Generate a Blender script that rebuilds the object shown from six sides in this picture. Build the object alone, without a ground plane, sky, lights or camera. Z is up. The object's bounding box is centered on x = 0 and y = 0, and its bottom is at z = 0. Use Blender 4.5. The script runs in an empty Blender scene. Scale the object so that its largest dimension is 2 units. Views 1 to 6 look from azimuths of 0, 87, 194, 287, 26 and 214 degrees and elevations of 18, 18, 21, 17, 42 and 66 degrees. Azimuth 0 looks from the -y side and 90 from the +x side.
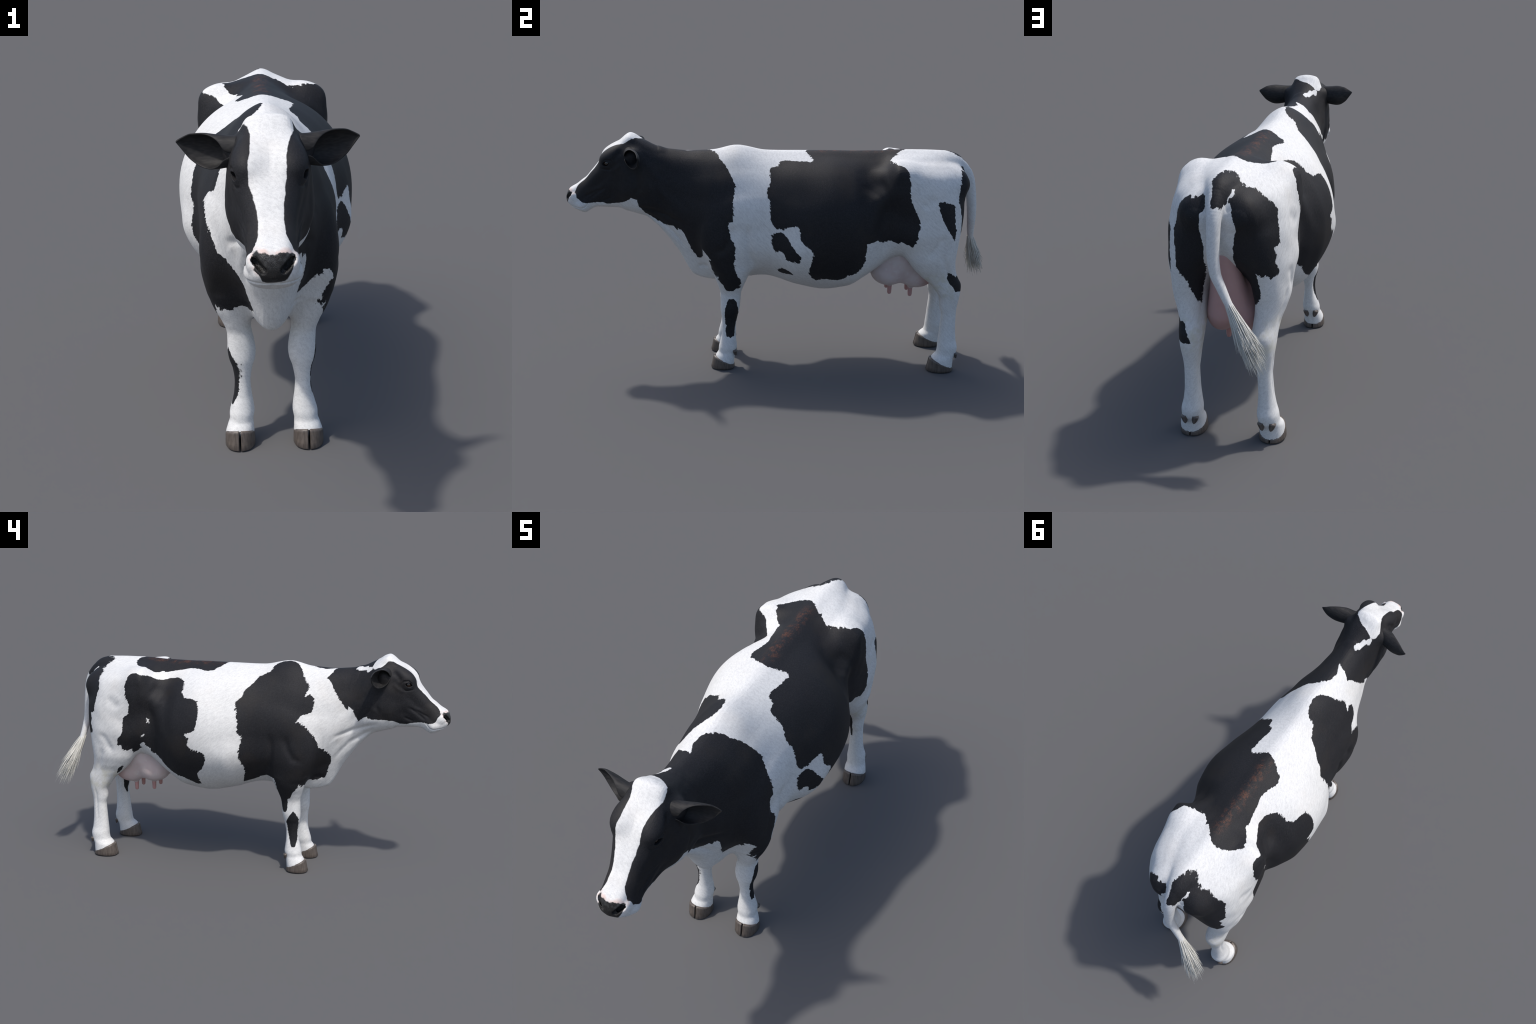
# Holstein dairy cow, built as one implicit body (lofted trunk, head, limbs, muscle and
# bone lumps) that is meshed, split into anatomical parts, and dressed with hooves, ears,
# eyes, udder and a tail switch.  The coat pattern is computed in shader nodes.
import bpy, bmesh, math, random
import numpy as np
from mathutils import Vector, Matrix

rng = np.random.default_rng(7)
random.seed(7)

# ------------------------------------------------------------------ interpolation helpers
def pchip(x, y, q):
    """Monotone cubic interpolation of columns y(x) at positions q."""
    x = np.asarray(x, float); y = np.asarray(y, float)
    one = y.ndim == 1
    if one: y = y[:, None]
    h = np.diff(x); d = np.diff(y, axis=0) / h[:, None]
    m = np.zeros_like(y)
    if len(x) > 2:
        w1 = (2 * h[1:] + h[:-1])[:, None]; w2 = (h[1:] + 2 * h[:-1])[:, None]
        with np.errstate(divide='ignore', invalid='ignore'):
            mm = (w1 + w2) / (w1 / d[:-1] + w2 / d[1:])
        m[1:-1] = np.where(d[:-1] * d[1:] > 0, mm, 0.0)
    m[0] = d[0]; m[-1] = d[-1]
    q = np.clip(q, x[0], x[-1])
    i = np.clip(np.searchsorted(x, q) - 1, 0, len(x) - 2)
    t = ((q - x[i]) / h[i])[:, None]; hh = h[i][:, None]
    r = ((1 + 2*t)*(1-t)**2*y[i] + t*(1-t)**2*hh*m[i] + t*t*(3-2*t)*y[i+1] + t*t*(t-1)*hh*m[i+1])
    return r[:, 0] if one else r

def smooth_step(e0, e1, x):
    t = np.clip((x - e0) / (e1 - e0), 0, 1)
    return t * t * (3 - 2 * t)

# ------------------------------------------------------------------ implicit primitives
class Loft:
    """Tube through half cross-sections (x, h) listed from top to bottom at stations s.
    The field is the distance to a polar radius table R(s, angle)."""
    def __init__(self, stations, n_s=240, n_t=72, blur=2):
        s = [st[0] for st in stations]
        cen, rows = [], []
        th = np.linspace(0, math.pi, n_t)
        for _, outline in stations:
            o = np.array(outline, float)
            c = 0.5 * (o[0, 1] + o[-1, 1])
            a = np.arctan2(o[:, 0], o[:, 1] - c); r = np.hypot(o[:, 0], o[:, 1] - c)
            k = np.argsort(a); a, r = a[k], r[k]
            a2 = np.concatenate([-a[1:3][::-1], a, 2 * math.pi - a[-3:-1][::-1]])
            r2 = np.concatenate([r[1:3][::-1], r, r[-3:-1][::-1]])
            rows.append(pchip(a2, r2, th)); cen.append(c)
        self.s0, self.s1 = s[0], s[-1]
        ss = np.linspace(self.s0, self.s1, n_s)
        self.R = pchip(s, np.array(rows), ss); self.C = pchip(s, np.array(cen), ss)
        for _ in range(blur):                      # soften station-to-station kinks
            P = np.pad(self.R, ((1, 1), (1, 1)), mode='reflect')
            self.R[1:-1] = (P[1:-1, :-2] + P[1:-1, 2:] + P[:-2, 1:-1] + P[2:, 1:-1] + 4*P[1:-1, 1:-1])[1:-1] / 8
            self.C[1:-1] = 0.25*self.C[:-2] + 0.5*self.C[1:-1] + 0.25*self.C[2:]
        ds = ss[1] - ss[0]; dt = th[1] - th[0]
        g0 = np.gradient(self.R, ds, axis=0); g1 = np.gradient(self.R, dt, axis=1) / np.maximum(self.R, .01)
        self.G = 1 / np.sqrt(1 + np.minimum(g0**2, 9) + g1**2)
        self.n_s, self.n_t = n_s, n_t
    def __call__(self, x, s, h):
        u = np.clip((s - self.s0) / (self.s1 - self.s0), 0, 1) * (self.n_s - 1)
        i = np.minimum(u.astype(np.int32), self.n_s - 2); f = u - i
        c = self.C[i] * (1 - f) + self.C[i + 1] * f
        rho = np.hypot(x, h - c); a = np.arctan2(x, h - c) / math.pi * (self.n_t - 1)
        j = np.clip(a.astype(np.int32), 0, self.n_t - 2); g = a - j
        def tab(T):
            return ((T[i, j]*(1-g) + T[i, j+1]*g)*(1-f) + (T[i+1, j]*(1-g) + T[i+1, j+1]*g)*f)
        d = (rho - tab(self.R)) * tab(self.G)
        over = np.maximum(s - self.s1, self.s0 - s)
        return np.where(over > 0, np.sqrt(np.maximum(d, 0)**2 + over**2), d)

class Limb:
    """Vertical limb: stations (z, x, y, rx, ry) with rounded-box-ish ellipse sections."""
    def __init__(self, stations, power=2.2):
        st = np.array(stations, float)
        self.z = np.linspace(st[0, 0], st[-1, 0], 200)
        self.v = pchip(st[:, 0], st[:, 1:], self.z); self.p = power
        self.lo = (st[:, 1] - st[:, 3]).min(), (st[:, 2] - st[:, 4]).min(), st[0, 0]
        self.hi = (st[:, 1] + st[:, 3]).max(), (st[:, 2] + st[:, 4]).max(), st[-1, 0]
    def __call__(self, x, y, z):
        cx, cy, rx, ry = (np.interp(z, self.z, self.v[:, k]) for k in range(4))
        ax = np.abs(x - cx) / rx; ay = np.abs(y - cy) / ry
        n = (ax**self.p + ay**self.p)**(1 / self.p) + 1e-6
        rad = np.hypot(x - cx, y - cy) / n
        d = (n - 1) * np.minimum(rad, 2*np.minimum(rx, ry))
        over = np.maximum(z - self.z[-1], self.z[0] - z)
        return np.where(over > 0, np.sqrt(np.maximum(d, 0)**2 + over**2), d)

def ellipsoid(P, c, r, tilt=0.0):
    """Ellipsoid; tilt rotates its y/z axes (degrees) about the x axis."""
    q = [P[k] - c[k] for k in range(3)]
    if tilt:
        ca, sa = math.cos(math.radians(tilt)), math.sin(math.radians(tilt))
        q = [q[0], ca*q[1] + sa*q[2], -sa*q[1] + ca*q[2]]
    k0 = np.sqrt(sum((q[i] / r[i])**2 for i in range(3)))
    k1 = np.sqrt(sum((q[i] / r[i]**2)**2 for i in range(3)))
    return k0 * (k0 - 1) / (k1 + 1e-9)

def capsule(P, a, b, ra, rb):
    a = np.array(a, float); ab = np.array(b, float) - a
    t = np.clip(sum((P[k] - a[k]) * ab[k] for k in range(3)) / (ab @ ab), 0, 1)
    return np.sqrt(sum((P[k] - a[k] - t*ab[k])**2 for k in range(3))) - (ra + (rb - ra)*t)

def smin(a, b, k):
    h = np.maximum(k - np.abs(a - b), 0) / k
    return np.minimum(a, b) - h*h*k*0.25

def smax(a, b, k):
    return -smin(-a, -b, k)

# ------------------------------------------------------------------ anatomy
TRUNK = Loft([   # neck, chest, belly, rump:  y, half outline (x, z) from back line to belly line
 (-.72, [(0,1.00),(.05,.98),(.075,.90),(.068,.80),(.03,.76),(0,.752)]),
 (-.66, [(0,1.042),(.04,1.02),(.078,.93),(.080,.84),(.066,.76),(.03,.728),(0,.722)]),
 (-.60, [(0,1.030),(.04,1.008),(.080,.92),(.085,.83),(.064,.74),(.028,.685),(0,.675)]),
 (-.50, [(0,1.017),(.045,.995),(.092,.91),(.112,.81),(.098,.70),(.056,.60),(.022,.556),(0,.550)]),
 (-.42, [(0,1.013),(.05,.992),(.105,.91),(.135,.80),(.134,.68),(.083,.56),(.040,.466),(.02,.428),(0,.422)]),
 (-.34, [(0,1.018),(.05,.995),(.117,.92),(.166,.80),(.184,.69),(.153,.57),(.070,.47),(.03,.410),(0,.403)]),
 (-.23, [(0,1.040),(.045,1.022),(.115,.945),(.172,.84),(.200,.71),(.188,.58),(.100,.47),(.04,.422),(0,.415)]),
 (-.10, [(0,1.018),(.05,.997),(.126,.937),(.184,.85),(.210,.71),(.196,.58),(.105,.475),(.04,.434),(0,.428)]),
 ( .05, [(0,1.016),(.06,.996),(.158,.937),(.230,.83),(.266,.70),(.268,.59),(.150,.440),(.05,.394),(0,.389)]),
 ( .18, [(0,1.017),(.06,.995),(.170,.940),(.246,.85),(.286,.70),(.265,.57),(.155,.425),(.05,.370),(0,.365)]),
 ( .28, [(0,1.016),(.06,.990),(.150,.938),(.220,.86),(.274,.71),(.260,.58),(.165,.435),(.05,.385),(0,.380)]),
 ( .36, [(0,1.017),(.06,.988),(.122,.940),(.180,.87),(.231,.74),(.228,.60),(.160,.478),(.05,.432),(0,.427)]),
 ( .43, [(0,1.018),(.05,.996),(.10,.970),(.162,.950),(.199,.885),(.198,.77),(.197,.64),(.15,.53),(.05,.48),(0,.475)]),
 ( .475,[(0,1.021),(.05,1.005),(.10,.994),(.165,.995),(.216,.967),(.228,.90),(.213,.77),(.208,.65),(.15,.56),(0,.51)]),
 ( .52, [(0,1.022),(.05,1.009),(.10,.998),(.162,.994),(.214,.966),(.231,.90),(.222,.76),(.214,.65),(.15,.57),(0,.53)]),
 ( .58, [(0,1.022),(.05,1.009),(.10,.992),(.156,.978),(.203,.945),(.226,.87),(.225,.75),(.213,.64),(.14,.575),(0,.56)]),
 ( .68, [(0,1.020),(.045,1.005),(.08,.984),(.13,.963),(.183,.925),(.212,.85),(.214,.73),(.190,.63),(.09,.61),(0,.64)]),
 ( .75, [(0,1.013),(.035,.997),(.06,.970),(.10,.947),(.145,.905),(.172,.83),(.165,.73),(.13,.66),(.07,.67),(0,.70)]),
 ( .795,[(0,.980),(.03,.960),(.05,.922),(.08,.897),(.108,.85),(.112,.76),(.08,.72),(.04,.74),(0,.76)]),
 ( .814,[(0,.90),(.02,.89),(.035,.86),(.03,.82),(0,.81)]),
])

# the head is lofted along a tilted axis: a runs from poll to nose, n points up from it
HEAD_O = (-.64, .93); HEAD_D = (-.9320, -.3625)
def head_frame(y, z):
    dy, dz = y - HEAD_O[0], z - HEAD_O[1]
    return dy*HEAD_D[0] + dz*HEAD_D[1], dy*HEAD_D[1] - dz*HEAD_D[0]
def head_point(x, a, n):
    return (x, HEAD_O[0] + a*HEAD_D[0] + n*HEAD_D[1], HEAD_O[1] + a*HEAD_D[1] - n*HEAD_D[0])

HEAD = Loft([
 (-.085,[(0,.040),(.015,.038),(.025,.02),(.035,-.02),(.030,-.06),(0,-.08)]),
 (-.055,[(0,.088),(.03,.082),(.048,.05),(.060,0),(.062,-.06),(.045,-.11),(0,-.13)]),
 (-.030,[(0,.132),(.04,.122),(.062,.085),(.080,.03),(.086,-.05),(.074,-.12),(.035,-.155),(0,-.160)]),
 (-.012,[(0,.162),(.042,.152),(.066,.11),(.085,.06),(.094,-.02),(.088,-.10),(.05,-.165),(0,-.178)]),
 ( .010,[(0,.176),(.045,.168),(.070,.12),(.090,.07),(.101,-.01),(.102,-.09),(.072,-.160),(0,-.185)]),
 ( .065,[(0,.160),(.050,.152),(.080,.112),(.096,.06),(.104,-.01),(.102,-.085),(.072,-.152),(0,-.182)]),
 ( .130,[(0,.138),(.045,.134),(.076,.112),(.086,.06),(.090,0),(.088,-.07),(.060,-.130),(0,-.155)]),
 ( .180,[(0,.107),(.040,.104),(.064,.085),(.073,.03),(.072,-.03),(.061,-.087),(.034,-.117),(0,-.125)]),
 ( .230,[(0,.079),(.034,.076),(.052,.060),(.061,.01),(.061,-.045),(.047,-.085),(0,-.103)]),
 ( .280,[(0,.055),(.032,.051),(.048,.035),(.056,-.01),(.056,-.05),(.038,-.076),(0,-.080)]),
 ( .325,[(0,.042),(.032,.038),(.049,.018),(.061,-.02),(.066,-.05),(.048,-.078),(0,-.084)]),
 ( .355,[(0,.037),(.030,.033),(.047,.012),(.055,-.018),(.050,-.048),(.026,-.066),(0,-.070)]),
 ( .374,[(0,.022),(.022,.019),(.038,.004),(.043,-.016),(.034,-.036),(0,-.043)]),
 ( .384,[(0,.009),(.016,.006),(.027,-.004),(.029,-.015),(.020,-.025),(0,-.028)]),
 ( .390,[(0,-.006),(.004,-.007),(.006,-.009),(.004,-.012),(0,-.013)]),
], n_s=160)

FORE = Limb([  # z, x, y, rx, ry
 (.012,.106,-.291,.046,.052),(.035,.105,-.286,.0445,.048),(.06,.102,-.279,.040,.044),(.078,.099,-.272,.0365,.040),
 (.098,.097,-.268,.0380,.042),(.125,.0945,-.266,.034,.038),(.16,.0925,-.264,.0272,.0325),(.20,.092,-.263,.0242,.031),
 (.245,.091,-.261,.030,.036),(.275,.091,-.260,.0395,.042),(.30,.0915,-.258,.0425,.045),(.33,.093,-.257,.0405,.046),
 (.363,.097,-.256,.0375,.047),(.40,.104,-.256,.044,.057),(.44,.1135,-.255,.0555,.071),(.47,.118,-.255,.062,.080),
 (.50,.121,-.257,.065,.09),(.56,.122,-.258,.066,.090),(.65,.116,-.262,.060,.088),(.75,.10,-.27,.04,.07)])
HIND = Limb([
 (.012,.155,.730,.050,.058),(.035,.154,.734,.048,.055),(.06,.152,.740,.046,.051),(.085,.148,.757,.040,.046),
 (.11,.146,.761,.0405,.046),(.15,.143,.758,.034,.041),(.20,.141,.757,.029,.037),(.27,.139,.758,.028,.034),
 (.31,.138,.754,.032,.040),(.35,.137,.756,.038,.045),(.385,.137,.748,.043,.057),(.42,.137,.734,.046,.071),
 (.46,.140,.700,.048,.085),(.50,.147,.674,.055,.098),(.55,.152,.656,.065,.112),(.62,.149,.648,.073,.128),
 (.70,.139,.642,.082,.140),(.80,.122,.645,.076,.125),(.90,.10,.62,.03,.06)])

_t = np.array([(0,.68,.955,.040),(0,.76,.962,.036),(0,.812,.930,.031),(0,.842,.880,.0262),(.001,.855,.82,.0237),(.002,.863,.76,.022),
        (-.004,.868,.70,.020),(-.022,.873,.655,.0175),(-.043,.880,.61,.015),(-.065,.889,.57,.0125)])
TAIL = pchip(np.arange(len(_t)), _t, np.linspace(0, len(_t)-1, 55))

# lumps (centre, radii, tilt, blend): bones and muscles
LUMPS = [
 ((.085,.770,.885),(.045,.045,.050),0,.06),      # pin bone
 ((.158,-.325,.61),(.026,.05,.08),20,.06),        # shoulder point
 ((.056,-.795,.996),(.024,.040,.020),25,.045),   # brow
 ((.060,-.803,.966),(.0240,.0250,.0235),0,.014), # eyelids
 ((.048,-.962,.806),(.010,.016,.016),0,.012),    # nostril wing
]
# creases of the skin, drawn on the flanks in (y, z): points, width, depth (negative raises), x range
CREASES = [
 ([(-.70,.778),(-.631,.761),(-.54,.730),(-.478,.704),(-.440,.672)], .011, .006, .015),   # throat fold
 ([(-.666,.752),(-.60,.710),(-.539,.674),(-.493,.623),(-.45,.560)], .010, .006, .012),   # second throat fold
 ([(-.66,.738),(-.58,.672),(-.51,.600),(-.46,.520)], .012, -.004, .0),
 ([(-.184,.73),(-.184,.66),(-.178,.591),(-.165,.545),(-.150,.50)], .016, .009, .10),     # behind the elbow
 ([(-.245,.724),(-.266,.646),(-.293,.603),(-.352,.580)], .018, .006, .08),               # shoulder muscle
 ([(-.412,.478),(-.383,.490),(-.348,.487)], .012, .005, .02),                            # brisket
 ([(.479,.924),(.426,.844),(.393,.774),(.345,.681),(.315,.626)], .030, -.005, .10),      # flank fold
 ([(.44,.90),(.39,.885),(.36,.84)], .035, .010, .10),                                    # hollow before the hook
 ([(.66,.84),(.62,.835),(.583,.795)], .028, .006, .10),                                  # thigh hollow
 ([(.713,.674),(.672,.645),(.65,.599),(.631,.557)], .018, .005, .10),                    # gaskin
 ([(.69,.60),(.715,.52),(.742,.46)], .014, .006, .08),                                   # before the heel cord
 ([(.770,.385),(.762,.33),(.764,.25),(.762,.17)], .007, .003, .05),                      # hind tendons
 ([(-.245,.26),(-.252,.20),(-.250,.14)], .007, .003, .05),                               # fore tendons
 ([(-.803,.863),(-.832,.847),(-.872,.816),(-.900,.792)], .007, .004, .03),               # lips and cheek
 ([(-.788,.813),(-.814,.800),(-.840,.790)], .006, .003, .03),
 ([(-.838,.850),(-.878,.827),(-.917,.807)], .006, .003, .03),
 ([(-.736,.974),(-.762,.950),(-.800,.925)], .010, -.003, .05),                           # cheek bone
 ([(-.737,1.027),(-.766,1.000),(-.778,.976)], .012, .004, .05),                          # temple
 ([(-.778,.966),(-.790,.983),(-.812,.984),(-.836,.962)], .004, .003, .05),               # upper lid
 ([(-.784,.950),(-.799,.938),(-.822,.940),(-.845,.945)], .004, .0025, .05),              # lower lid
 ([(-.70,.956),(-.676,.911),(-.667,.860),(-.692,.818)], .012, .005, .05),                # back of the jaw
 ([(-1.03,.764),(-.984,.763),(-.96,.760),(-.93,.755),(-.912,.762),(-.898,.780),(-.885,.79)], .0030, .0032, .0),   # mouth
]

def region(P, lo, hi, pad):
    m = np.ones(P[0].shape, bool)
    for k in range(3):
        m &= (P[k] > lo[k] - pad) & (P[k] < hi[k] + pad)
    return m

def add(d, P, lo, hi, fn, k, pad=.07, op=smin):
    """Blend fn into the field d only near its box."""
    m = region(P, lo, hi, pad)
    if m.any():
        Q = [p[m] for p in P]
        d[m] = op(d[m], fn(Q), k)

def body_field(X, Y, Z, tail=True):
    """Approximate signed distance to the whole hide."""
    P = [np.abs(X), Y, Z]
    d = TRUNK(P[0], Y, Z)
    def head(Q):
        a, n = head_frame(Q[1], Q[2]); return HEAD(Q[0], a, n)
    add(d, P, (0,-1.02,.70), (.13,-.60,1.11), head, .045)
    for L, k in ((FORE, .045), (HIND, .05)):
        add(d, P, L.lo, L.hi, lambda Q: L(*Q), k)
    add(d, P, (.06,-.74,.95), (.14,-.65,1.05), lambda Q: capsule(Q, (.060,-.693,1.000), (.083,-.690,1.003), .037, .028), .03)   # ear root
    for c, r, t, k in LUMPS:
        add(d, P, [c[i]-max(r) for i in range(3)], [c[i]+max(r) for i in range(3)], lambda Q: ellipsoid(Q, c, r, t), k)
    for pts, w, depth, x0 in CREASES:
        q = np.array(pts)
        m = region(P, (x0, q[:, 0].min(), q[:, 1].min()), (.4, q[:, 0].max(), q[:, 1].max()), 2.5*w) & (P[0] > x0)
        if m.any():
            x, y, z = (p[m] for p in P)
            seg = np.linalg.norm(np.diff(q, axis=0), axis=1); at = np.concatenate([[0], np.cumsum(seg)])
            best, along = np.full(len(x), 9.0), np.zeros(len(x))
            for k, (a, b) in enumerate(zip(q[:-1], q[1:])):
                ab = b - a
                t = np.clip(((y - a[0])*ab[0] + (z - a[1])*ab[1]) / (ab @ ab), 0, 1)
                e = (y - a[0] - t*ab[0])**2 + (z - a[1] - t*ab[1])**2
                near = e < best
                best = np.where(near, e, best); along = np.where(near, at[k] + t*seg[k], along)
            fade = smooth_step(0, .3, along/at[-1]) * smooth_step(0, .3, 1 - along/at[-1])   # run out at both ends
            d[m] += depth * np.exp(-best / (w*w)) * fade * (smooth_step(x0, x0 + .03, x) if x0 > 0 else 1)
    # eye openings: an almond cut through the lids, long axis along the head
    m = region(P, (.055,-.85,.93), (.12,-.76,1.0), 0)
    if m.any():
        x, y, z = (p[m] for p in P)
        f = (x - .062)*.90 - (y + .803)*.44; w = (x - .062)*.44 + (y + .803)*.90     # turned a little forwards
        u = w*.97 + (z - .966)*.25; v = -w*.25 + (z - .966)*.97
        lens = np.maximum(np.hypot(u, v - .0085), np.hypot(u, v + .0085)) - .0185
        d[m] = smax(d[m], -np.maximum(lens, -.004 - f), .003)
    # nostrils: slanting slots that run inwards
    def nostril(Q):
        return np.minimum(capsule(Q, (.0235,-.996,.797), (.042,-.982,.816), .0082, .0092),
                          capsule(Q, (.0270,-.980,.798), (.041,-.968,.812), .0082, .0090))
    add(d, P, (.01,-1.01,.78), (.06,-.95,.83), lambda Q: -nostril(Q), .005, pad=0, op=smax)
    # hair edge of the coronet: legs stop on a slanted plane, higher at the toe
    low = Z < .12
    if low.any():
        y = Y[low]; toe = np.where(y < .2, y + .285, y - .735)
        d[low] = np.maximum(d[low], (.036 - .42*toe - Z[low]) * .9)
    if tail:
        T = [X, Y, Z]
        m = region(T, (-.10,.66,.52), (.05,.93,1.02), .06)
        if m.any():
            Q = [p[m] for p in T]
            t = np.full(len(Q[0]), 1.0)
            for a, b in zip(TAIL[:-1], TAIL[1:]):
                t = np.minimum(t, capsule(Q, a[:3], b[:3], a[3], b[3]))
            d[m] = smin(d[m], t, .018)
    return d

# ------------------------------------------------------------------ meshing (naive surface nets)
def surface_nets(V, origin, h):
    S = V < 0
    nx, ny, nz = V.shape
    acc = np.zeros((nx-1, ny-1, nz-1, 3), np.float32); cnt = np.zeros((nx-1, ny-1, nz-1), np.float32)
    def sl(o):  # corner o of every cell
        return (slice(o[0], nx-1+o[0]), slice(o[1], ny-1+o[1]), slice(o[2], nz-1+o[2]))
    for ax in range(3):
        for u in (0, 1):
            for v in (0, 1):
                o = [0, 0, 0]; o[(ax+1) % 3] = u; o[(ax+2) % 3] = v
                e = list(o); e[ax] = 1
                A, B = V[sl(o)], V[sl(e)]
                m = S[sl(o)] != S[sl(e)]
                t = A[m] / (A[m] - B[m])
                p = np.tile(np.array(o, np.float32), (len(t), 1)); p[:, ax] = t
                acc[m] += p; cnt[m] += 1
    act = cnt > 0
    idx = -np.ones(act.shape, np.int64); idx[act] = np.arange(act.sum())
    base = np.argwhere(act)
    verts = (base + acc[act] / cnt[act][:, None]) * h + np.array(origin)
    quads = []
    for ax in range(3):
        n1, n2 = (ax+1) % 3, (ax+2) % 3
        A = [slice(None)]*3; B = [slice(None)]*3
        A[ax] = slice(0, -1); B[ax] = slice(1, None)
        m = S[tuple(A)] != S[tuple(B)]
        e = np.argwhere(m); inside = S[tuple(A)][m]
        dim = act.shape
        ok = (e[:, n1] > 0) & (e[:, n2] > 0) & (e[:, n1] < dim[n1]) & (e[:, n2] < dim[n2])
        e, inside = e[ok], inside[ok]
        q = []
        for du, dv in ((1, 1), (0, 1), (0, 0), (1, 0)):
            c = e.copy(); c[:, n1] -= du; c[:, n2] -= dv
            q.append(idx[c[:, 0], c[:, 1], c[:, 2]])
        q = np.stack(q, 1)
        q[~inside] = q[~inside][:, ::-1]
        quads.append(q)
    return verts, np.concatenate(quads)

def mesh_from(verts, faces, name):
    me = bpy.data.meshes.new(name)
    faces = np.asarray(faces, np.int32); n, k = faces.shape
    me.vertices.add(len(verts)); me.vertices.foreach_set('co', np.asarray(verts, np.float32).ravel())
    me.loops.add(n*k); me.loops.foreach_set('vertex_index', faces.ravel())
    me.polygons.add(n); me.polygons.foreach_set('loop_start', np.arange(0, n*k, k, dtype=np.int32))
    me.polygons.foreach_set('use_smooth', np.ones(n, bool))
    me.update(calc_edges=True); me.validate()
    return me

def coords(me):
    a = np.empty(len(me.vertices)*3, np.float32); me.vertices.foreach_get('co', a)
    return a.reshape(-1, 3).astype(np.float64)

def gradient(field, p, e=.0015):
    g = np.empty_like(p)
    for k in range(3):
        a, b = p.copy(), p.copy(); a[:, k] += e; b[:, k] -= e
        g[:, k] = (field(*a.T) - field(*b.T)) / (2*e)
    return g

def settle(field, p, steps=2, limit=.004):
    """Pull points onto the zero level of the field."""
    for _ in range(steps):
        g = gradient(field, p); d = field(*p.T.copy())
        s = np.clip(d / np.maximum((g**2).sum(1), .15), -limit, limit)
        p = p - g * s[:, None]
    return p

def polygonise(field, lo, hi, h):
    ax = [np.arange(lo[k], hi[k] + h, h) for k in range(3)]
    V = np.empty([len(a) for a in ax], np.float32)
    yz = np.meshgrid(ax[1], ax[2], indexing='ij')
    step = 8
    for i in range(0, len(ax[0]), step):
        xs = ax[0][i:i+step]
        X = np.repeat(xs, yz[0].size); Y = np.tile(yz[0].ravel(), len(xs)); Z = np.tile(yz[1].ravel(), len(xs))
        V[i:i+step] = field(X, Y, Z).reshape(len(xs), len(ax[1]), len(ax[2]))
    return surface_nets(V, lo, h)

def subdivide(me, levels=1):
    ob = bpy.data.objects.new('tmp', me); bpy.context.collection.objects.link(ob)
    m = ob.modifiers.new('s', 'SUBSURF'); m.levels = levels; m.render_levels = levels
    dg = bpy.context.evaluated_depsgraph_get()
    out = bpy.data.meshes.new_from_object(ob.evaluated_get(dg))
    bpy.data.objects.remove(ob); bpy.data.meshes.remove(me)
    return out

# ------------------------------------------------------------------ coat pattern
# Each patch is a closed outline of control points in a flat map of the body, star-shaped about its
# centre.  Maps: TRUNK (y, girth), SIDE (y, z), REAR (x, height), FACE (x, length), NOSE (x, z).
PATCHES = []
def patch(name, space, kind, centre, outline, limit=None):
    PATCHES.append((name, space, kind, centre, outline, limit))

patch('neck_right', 'TRUNK', 'black', (-0.442,0.389), [(-.462,.001),(-.406,-.019),(-.356,-.010),(-.320,.039),(-.296,.092),(-.324,.053),(-.292,.084),(-.269,.123),(-.251,.168),(-.236,.194),(-.251,.284),(-.249,.345),(-.251,.407),(-.272,.417),(-.267,.474),(-.260,.511),(-.246,.529),(-.239,.569),(-.241,.628),(-.338,.640),(-.370,.604),(-.384,.603),(-.388,.743),(-.414,.747),(-.437,.712),(-.460,.616),(-.483,.556),(-.492,.546),(-.499,.579),(-.520,.534),(-.554,.593),(-.592,.553),(-.624,.407),(-.654,.307),(-.671,.269),(-.677,.227),(-.677,.169),(-.657,.098),(-.622,.046)], 'z > .40')
patch('neck_left', 'TRUNK', 'black', (-0.539,-0.093), [(-.530,-.200),(-.481,-.116),(-.426,-.067),(-.443,-.046),(-.455,-.009),(-.477,.025),(-.549,.069),(-.604,.067),(-.640,.047),(-.689,-.105),(-.677,-.185),(-.658,-.249),(-.633,-.236),(-.614,-.232),(-.593,-.258),(-.578,-.259),(-.564,-.210),(-.546,-.177),(-.520,-.177),(-.499,-.147),(-.486,-.111),(-.468,-.090),(-.435,-.069)], 'z > .40')
patch('barrel_right', 'TRUNK', 'black', (0.279,0.181), [(.085,.105),(.068,.086),(.030,.092),(.008,.076),(-.034,.078),(-.053,.107),(-.081,.103),(-.086,.133),(-.083,.193),(-.097,.224),(-.102,.256),(-.088,.290),(-.085,.368),(-.078,.414),(-.066,.436),(-.047,.442),(-.038,.415),(-.029,.439),(-.016,.436),(.006,.402),(.042,.426),(.042,.463),(.061,.491),(.088,.507),(.113,.538),(.100,.553),(.116,.584),(.089,.591),(.087,.623),(.111,.674),(.145,.687),(.156,.663),(.214,.674),(.260,.667),(.202,.611),(.244,.620),(.267,.646),(.304,.642),(.339,.613),(.345,.555),(.339,.506),(.400,.509),(.421,.530),(.466,.513),(.486,.532),(.507,.518),(.555,.544),(.569,.503),(.578,.430),(.576,.386),(.528,.289),(.524,.216),(.515,.191),(.495,.168),(.473,.166),(.454,.080),(.471,.062),(.502,.043),(.364,.022),(.175,.025)], 'z > .40')
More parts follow.
